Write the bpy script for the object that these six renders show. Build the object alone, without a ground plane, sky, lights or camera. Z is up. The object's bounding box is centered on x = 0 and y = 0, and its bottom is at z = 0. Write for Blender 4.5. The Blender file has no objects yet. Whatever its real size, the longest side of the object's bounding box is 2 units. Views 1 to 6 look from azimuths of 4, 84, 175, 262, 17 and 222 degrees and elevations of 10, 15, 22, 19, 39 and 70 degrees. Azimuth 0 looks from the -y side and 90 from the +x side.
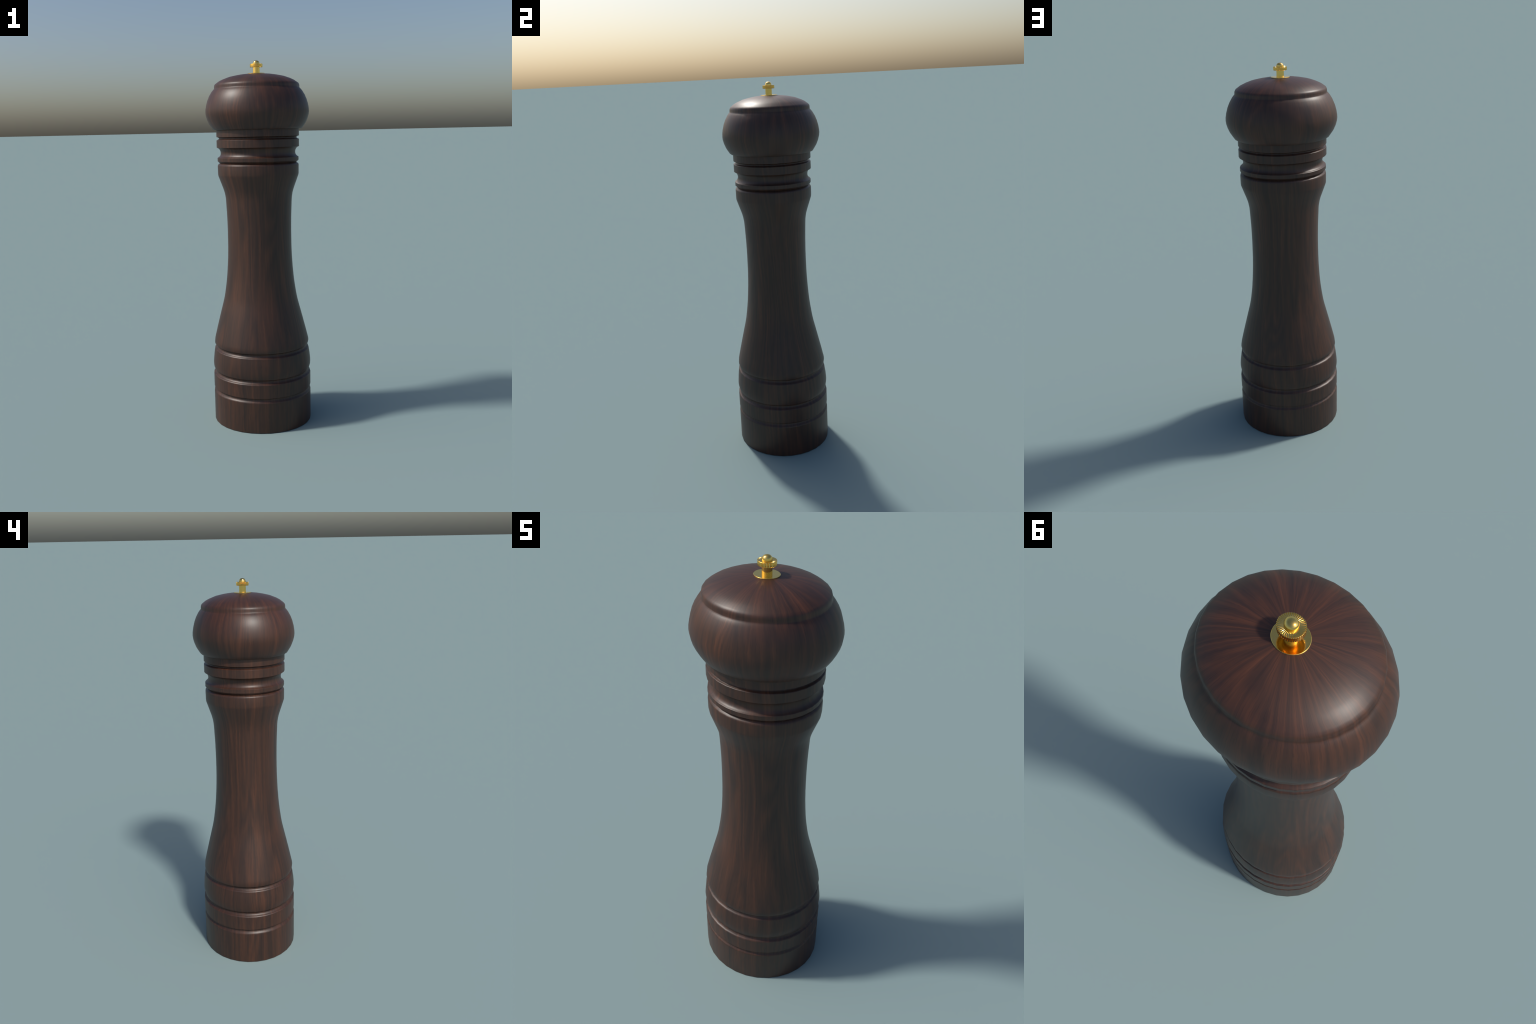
"""Turned dark-wood pepper mill with a brass thumb nut.
Everything is a lathe profile (radius, height) swept round the z axis with 32
flats; the plan is slightly oval (depth = 0.913 of the width)."""
import bpy, math

OVAL = 0.913          # y radius / x radius
SIDES = 32            # flats of the lathe sweep


# ------------------------------------------------------------------ geometry
def link(obj, parent):
    bpy.context.scene.collection.objects.link(obj)
    obj.parent = parent
    return obj


def turned(name, profile, mat, parent, sides=SIDES, bottom=None):
    """Sweep a profile listed top -> bottom.  A point is (r, z) or (r, z, 's'),
    's' marking a crease.  Radius 0 makes a pole."""
    verts, faces, sharp = [], [], set()
    rings = []
    for p in profile:
        r, z = p[0], p[1]
        if r <= 1e-6:
            rings.append([len(verts)] * sides)
            verts.append((0.0, 0.0, z))
        else:
            start = len(verts)
            for i in range(sides):
                a = 2 * math.pi * i / sides
                verts.append((r * math.cos(a), OVAL * r * math.sin(a), z))
            rings.append(list(range(start, start + sides)))
            if len(p) > 2:
                for i in range(sides):
                    sharp.add(frozenset((start + i, start + (i + 1) % sides)))
    for a, b in zip(rings[:-1], rings[1:]):
        for i in range(sides):
            j = (i + 1) % sides
            if a[i] == a[j]:
                faces.append((a[i], b[i], b[j]))
            elif b[i] == b[j]:
                faces.append((a[i], b[i], a[j]))
            else:
                faces.append((a[i], b[i], b[j], a[j]))
    me = bpy.data.meshes.new(name)
    me.from_pydata(verts, [], faces)
    me.shade_smooth()
    for e in me.edges:
        if frozenset(e.vertices) in sharp:
            e.use_edge_sharp = True
    me.materials.append(mat)
    me.validate()
    me.update()
    return link(bpy.data.objects.new(name, me), parent)


# ----------------------------------------------------------------- materials
class Nodes:
    def __init__(self, name):
        self.mat = bpy.data.materials.new(name)
        self.mat.use_nodes = True
        self.t = self.mat.node_tree
        self.t.nodes.clear()
        self.out = self.t.nodes.new("ShaderNodeOutputMaterial")
        self.bsdf = self.t.nodes.new("ShaderNodeBsdfPrincipled")
        self.t.links.new(self.bsdf.outputs[0], self.out.inputs[0])

    def put(self, socket, v):
        if isinstance(v, bpy.types.NodeSocket):
            self.t.links.new(v, socket)
        elif v is not None:
            socket.default_value = v

    def math(self, op, a, b=None, clamp=False):
        n = self.t.nodes.new("ShaderNodeMath")
        n.operation = op
        n.use_clamp = clamp
        self.put(n.inputs[0], a)
        if b is not None:
            self.put(n.inputs[1], b)
        return n.outputs[0]

    def combine(self, x, y, z):
        n = self.t.nodes.new("ShaderNodeCombineXYZ")
        for s, v in zip(n.inputs, (x, y, z)):
            self.put(s, v)
        return n.outputs[0]

    def noise(self, vec, scale, detail=2.0, rough=0.5, distortion=0.0):
        n = self.t.nodes.new("ShaderNodeTexNoise")
        self.put(n.inputs["Vector"], vec)
        n.inputs["Scale"].default_value = scale
        n.inputs["Detail"].default_value = detail
        n.inputs["Roughness"].default_value = rough
        n.inputs["Distortion"].default_value = distortion
        return n.outputs["Fac"]

    def ramp(self, fac, stops, interp="LINEAR"):
        n = self.t.nodes.new("ShaderNodeValToRGB")
        n.color_ramp.interpolation = interp
        el = n.color_ramp.elements
        while len(el) < len(stops):
            el.new(0.5)
        for e, (p, c) in zip(el, stops):
            e.position = p
            e.color = (*c, 1) if len(c) == 3 else c
        self.put(n.inputs[0], fac)
        return n.outputs[0]

    def mix(self, fac, a, b, kind="MIX"):
        n = self.t.nodes.new("ShaderNodeMix")
        n.data_type = "RGBA"
        n.blend_type = kind
        self.put(n.inputs[0], fac)
        self.put(n.inputs[6], a)
        self.put(n.inputs[7], b)
        return n.outputs[2]


def wood_material(name, shift=0.0, tint=(1.0, 1.0, 1.0)):
    """Dark rosewood: the grain runs along the lathe axis and, over the dome,
    out from its centre: noise on (cos a, sin a, distance along the profile)."""
    N = Nodes(name)
    t = N.t
    tc = t.nodes.new("ShaderNodeTexCoord")
    sep = t.nodes.new("ShaderNodeSeparateXYZ")
    t.links.new(tc.outputs["Object"], sep.inputs[0])
    x, z = sep.outputs[0], sep.outputs[2]
    y = N.math("DIVIDE", sep.outputs[1], OVAL)
    r = N.math("MAXIMUM", N.math("SQRT", N.math("ADD", N.math("MULTIPLY", x, x),
                                                N.math("MULTIPLY", y, y))), 1e-4)
    c, s = N.math("DIVIDE", x, r), N.math("DIVIDE", y, r)
    along = N.math("SUBTRACT", z, r)

    def stretched(k, off):
        return N.combine(c, s, N.math("ADD", N.math("MULTIPLY", along, k), off + shift))

    # slow sideways drift of the fibres along the axis, with a faint ripple
    wob = N.math("MULTIPLY", N.math("SUBTRACT", N.noise(stretched(1.6, 3.1), 1.8, 1.0), 0.5), 0.16)
    wob2 = N.math("MULTIPLY", N.math("SUBTRACT", N.noise(stretched(14.0, 9.4), 3.0, 2.0), 0.5), 0.026)
    w = N.math("ADD", wob, wob2)
    c2 = N.math("SUBTRACT", c, N.math("MULTIPLY", s, w))
    s2 = N.math("ADD", s, N.math("MULTIPLY", c, w))

    def grain(k, off):
        return N.combine(c2, s2, N.math("ADD", N.math("MULTIPLY", along, k), off + shift))

    broad = N.noise(grain(0.22, 0.0), 6.0, 2.0, 0.5)
    mid = N.noise(grain(0.09, 5.0), 26.0, 3.0, 0.55)
    fine = N.noise(grain(0.08, 11.0), 95.0, 3.0, 0.65)
    # growth-ring figure: contour lines of a slow field make arches and flames
    field = N.noise(grain(0.40, 21.0), 2.0, 1.0, 0.4)
    rings = N.math("ADD", N.math("MULTIPLY", N.math("SINE", N.math("MULTIPLY", field, 75.0)), 0.5), 0.5)

    v = N.math("MULTIPLY", broad, 0.34)
    v = N.math("ADD", v, N.math("MULTIPLY", mid, 0.30))
    v = N.math("ADD", v, N.math("MULTIPLY", fine, 0.26))
    v = N.math("ADD", v, N.math("MULTIPLY", rings, 0.10))
    stops = [(0.34, (0.0250, 0.0126, 0.0096)), (0.46, (0.0390, 0.0174, 0.0114)),
             (0.56, (0.0560, 0.0224, 0.0126)), (0.68, (0.0900, 0.0325, 0.0160))]
    col = N.ramp(v, [(p, tuple(a * b for a, b in zip(rgb, tint))) for p, rgb in stops])
    # thin dark pores drawn out along the fibres
    pore = N.ramp(N.noise(grain(0.12, 31.0), 130.0, 1.0, 0.5), [(0.30, (0.68, 0.68, 0.70)), (0.42, (1, 1, 1))])
    col = N.mix(1.0, col, pore, "MULTIPLY")
    N.put(N.bsdf.inputs["Base Color"], col)
    N.bsdf.inputs["Roughness"].default_value = 0.44
    N.bsdf.inputs["Specular IOR Level"].default_value = 0.5
    return N.mat


def brass_material():
    N = Nodes("polished_brass")
    tc = N.t.nodes.new("ShaderNodeTexCoord")
    n = N.noise(tc.outputs["Object"], 140.0, 3.0, 0.6)
    N.put(N.bsdf.inputs["Base Color"], N.ramp(n, [(0.3, (0.98, 0.63, 0.165)), (0.7, (1.0, 0.67, 0.19))]))
    N.put(N.bsdf.inputs["Roughness"], N.ramp(n, [(0.3, (0.12,) * 3), (0.7, (0.15,) * 3)]))
    N.bsdf.inputs["Metallic"].default_value = 1.0
    return N.mat


# --------------------------------------------------------------------- build
mill = bpy.data.objects.new("pepper_mill", None)
bpy.context.scene.collection.objects.link(mill)
mill["label"] = "tall turned dark rosewood pepper mill with brass thumb nut"
mill["category"] = "pepper mill"

wood = wood_material("dark_rosewood")
head_wood = wood_material("dark_rosewood_head", 7.3, (1.12, 1.08, 1.08))
brass = brass_material()

# round head: low dome, rim, bulb, flat underside
turned("head", [
    (0.0, 1.9324), (0.030, 1.9318), (0.058, 1.9299), (0.088, 1.9268), (0.116, 1.9223),
    (0.150, 1.9150), (0.182, 1.9036), (0.2015, 1.8945), (0.2165, 1.8840), (0.2240, 1.8785),
    (0.2274, 1.8725), (0.2283, 1.8655), (0.2288, 1.8565), (0.2300, 1.8535), (0.2338, 1.8505),
    (0.2436, 1.8387), (0.2562, 1.8182), (0.2664, 1.7952), (0.2738, 1.7700), (0.2779, 1.7470),
    (0.2786, 1.7310), (0.2770, 1.7160), (0.2712, 1.6955), (0.2612, 1.6725), (0.2510, 1.6570),
    (0.2410, 1.6428), (0.2370, 1.6403, 's'), (0.2230, 1.6396, 's'), (0.10, 1.6396), (0.0, 1.6396)],
    head_wood, mill)

# neck: three flat bands parted by a bead groove, a cove and a vee
turned("neck", [
    (0.0, 1.6480), (0.2232, 1.6480, 's'), (0.2241, 1.6390), (0.2241, 1.6028, 's'),
    (0.2165, 1.6008), (0.2118, 1.5978), (0.2105, 1.5948), (0.2120, 1.5915), (0.2168, 1.5888),
    (0.2220, 1.5868, 's'), (0.2238, 1.5850, 's'),
    (0.2240, 1.5466, 's'), (0.2130, 1.5414), (0.2073, 1.5342), (0.2038, 1.5260), (0.2028, 1.5175),
    (0.2038, 1.5090), (0.2074, 1.5015), (0.2132, 1.4957), (0.2188, 1.4928, 's'), (0.2208, 1.4910, 's'),
    (0.2208, 1.4734, 's'), (0.2085, 1.4622)],
    wood, mill)

# long waisted shaft
turned("shaft", [
    (0.2085, 1.4622), (0.2178, 1.4560), (0.2203, 1.4528), (0.2211, 1.4480), (0.2208, 1.4060), (0.2201, 1.3985),
    (0.2185, 1.3925), (0.2110, 1.3718), (0.2031, 1.3500), (0.1951, 1.3280), (0.1903, 1.3135),
    (0.1865, 1.2988), (0.1843, 1.2860), (0.1826, 1.2755), (0.1814, 1.2600), (0.1807, 1.2450),
    (0.1797, 1.2240), (0.1784, 1.1950), (0.1774, 1.1650), (0.1766, 1.1250), (0.1763, 1.0850),
    (0.1765, 1.0450), (0.1771, 0.9980), (0.1788, 0.9480), (0.1816, 0.9000), (0.1850, 0.8560),
    (0.1888, 0.8170), (0.1938, 0.7790), (0.1995, 0.7420), (0.2043, 0.7150), (0.2107, 0.6870),
    (0.2221, 0.6440), (0.2331, 0.6020), (0.2421, 0.5670), (0.2509, 0.5330), (0.2586, 0.5015),
    (0.2642, 0.4790), (0.2662, 0.4690), (0.2668, 0.4600), (0.2662, 0.4520), (0.2645, 0.4475, 's')],
    wood, mill)

# base: barrel ring, flat ring and foot, parted by round-bottomed grooves
turned("base", [
    (0.2645, 0.4475, 's'), (0.2585, 0.4450), (0.2548, 0.4410), (0.2536, 0.4365), (0.2545, 0.4315), (0.2578, 0.4267),
    (0.2624, 0.4232), (0.2658, 0.4213), (0.2674, 0.4182, 's'), (0.2703, 0.4010),
    (0.2730, 0.3840), (0.2751, 0.3650), (0.2764, 0.3480), (0.2767, 0.3370), (0.2760, 0.3230), (0.2741, 0.3120),
    (0.2710, 0.3025, 's'), (0.2658, 0.2998), (0.2630, 0.2960), (0.2620, 0.2915), (0.2634, 0.2864), (0.2674, 0.2816),
    (0.2722, 0.2784), (0.2755, 0.2767), (0.2770, 0.2735, 's'),
    (0.2770, 0.1990, 's'), (0.2712, 0.1970), (0.2678, 0.1940), (0.2666, 0.1898), (0.2675, 0.1850),
    (0.2703, 0.1800), (0.2741, 0.1762), (0.2763, 0.1738), (0.2772, 0.1697, 's'),
    (0.2772, 0.0030), (0.2767, 0.0, 's'), (0.12, 0.0), (0.0, 0.0)],
    wood, mill)

# brass washer plate on the dome
turned("washer_plate", [
    (0.010, 1.9335), (0.0458, 1.9335, 's'), (0.0467, 1.9328, 's'), (0.0467, 1.9310, 's'), (0.010, 1.9310)],
    brass, mill, sides=64)

# spindle with a domed tip
turned("spindle", [
    (0.0, 2.0000), (0.0050, 1.9996), (0.0092, 1.9983), (0.0126, 1.9963), (0.0149, 1.9938, 's'), (0.0168, 1.9908),
    (0.0175, 1.9880), (0.0177, 1.9790, 's'), (0.0186, 1.9700, 's'), (0.0186, 1.9320)],
    brass, mill, sides=48)


def thumb_nut(name, mat, parent, teeth=40, top=1.9818, low=1.9650):
    """Knurled disc: every tooth is a flat land with a groove beside it that
    also notches the top and bottom faces."""
    inner, land, valley = 0.0170, 0.0339, 0.0322
    verts, faces = [], []
    stations = [(0.00, 0), (0.31, 0), (0.62, 0), (0.81, 1)]     # pitch fraction, in the groove?
    n = teeth * len(stations)
    for k in range(teeth):
        for f, slot in stations:
            a = 2 * math.pi * (k + f) / teeth
            ca, sa = math.cos(a), OVAL * math.sin(a)
            ro = valley if slot else land
            dz = 0.0014 * slot
            for r, z in [(inner, top - 0.0004), (0.0205, top - 0.0002 - dz * 0.30), (land - 0.0026, top - dz * 0.8),
                         (ro - 0.0009, top - dz), (ro, top - 0.0010 - dz), (ro, low + 0.0010 + dz),
                         (ro - 0.0009, low + dz), (0.0215, low + dz * 0.2), (inner, low)]:
                verts.append((r * ca, r * sa, z))
    m = 9
    for i in range(n):
        j = (i + 1) % n
        for q in range(m - 1):
            faces.append((i * m + q, i * m + q + 1, j * m + q + 1, j * m + q))
    me = bpy.data.meshes.new(name)
    me.from_pydata(verts, [], faces)
    me.shade_smooth()
    me.set_sharp_from_angle(angle=math.radians(33))
    me.materials.append(mat)
    me.update()
    return link(bpy.data.objects.new(name, me), parent)


thumb_nut("thumb_nut", brass, mill)
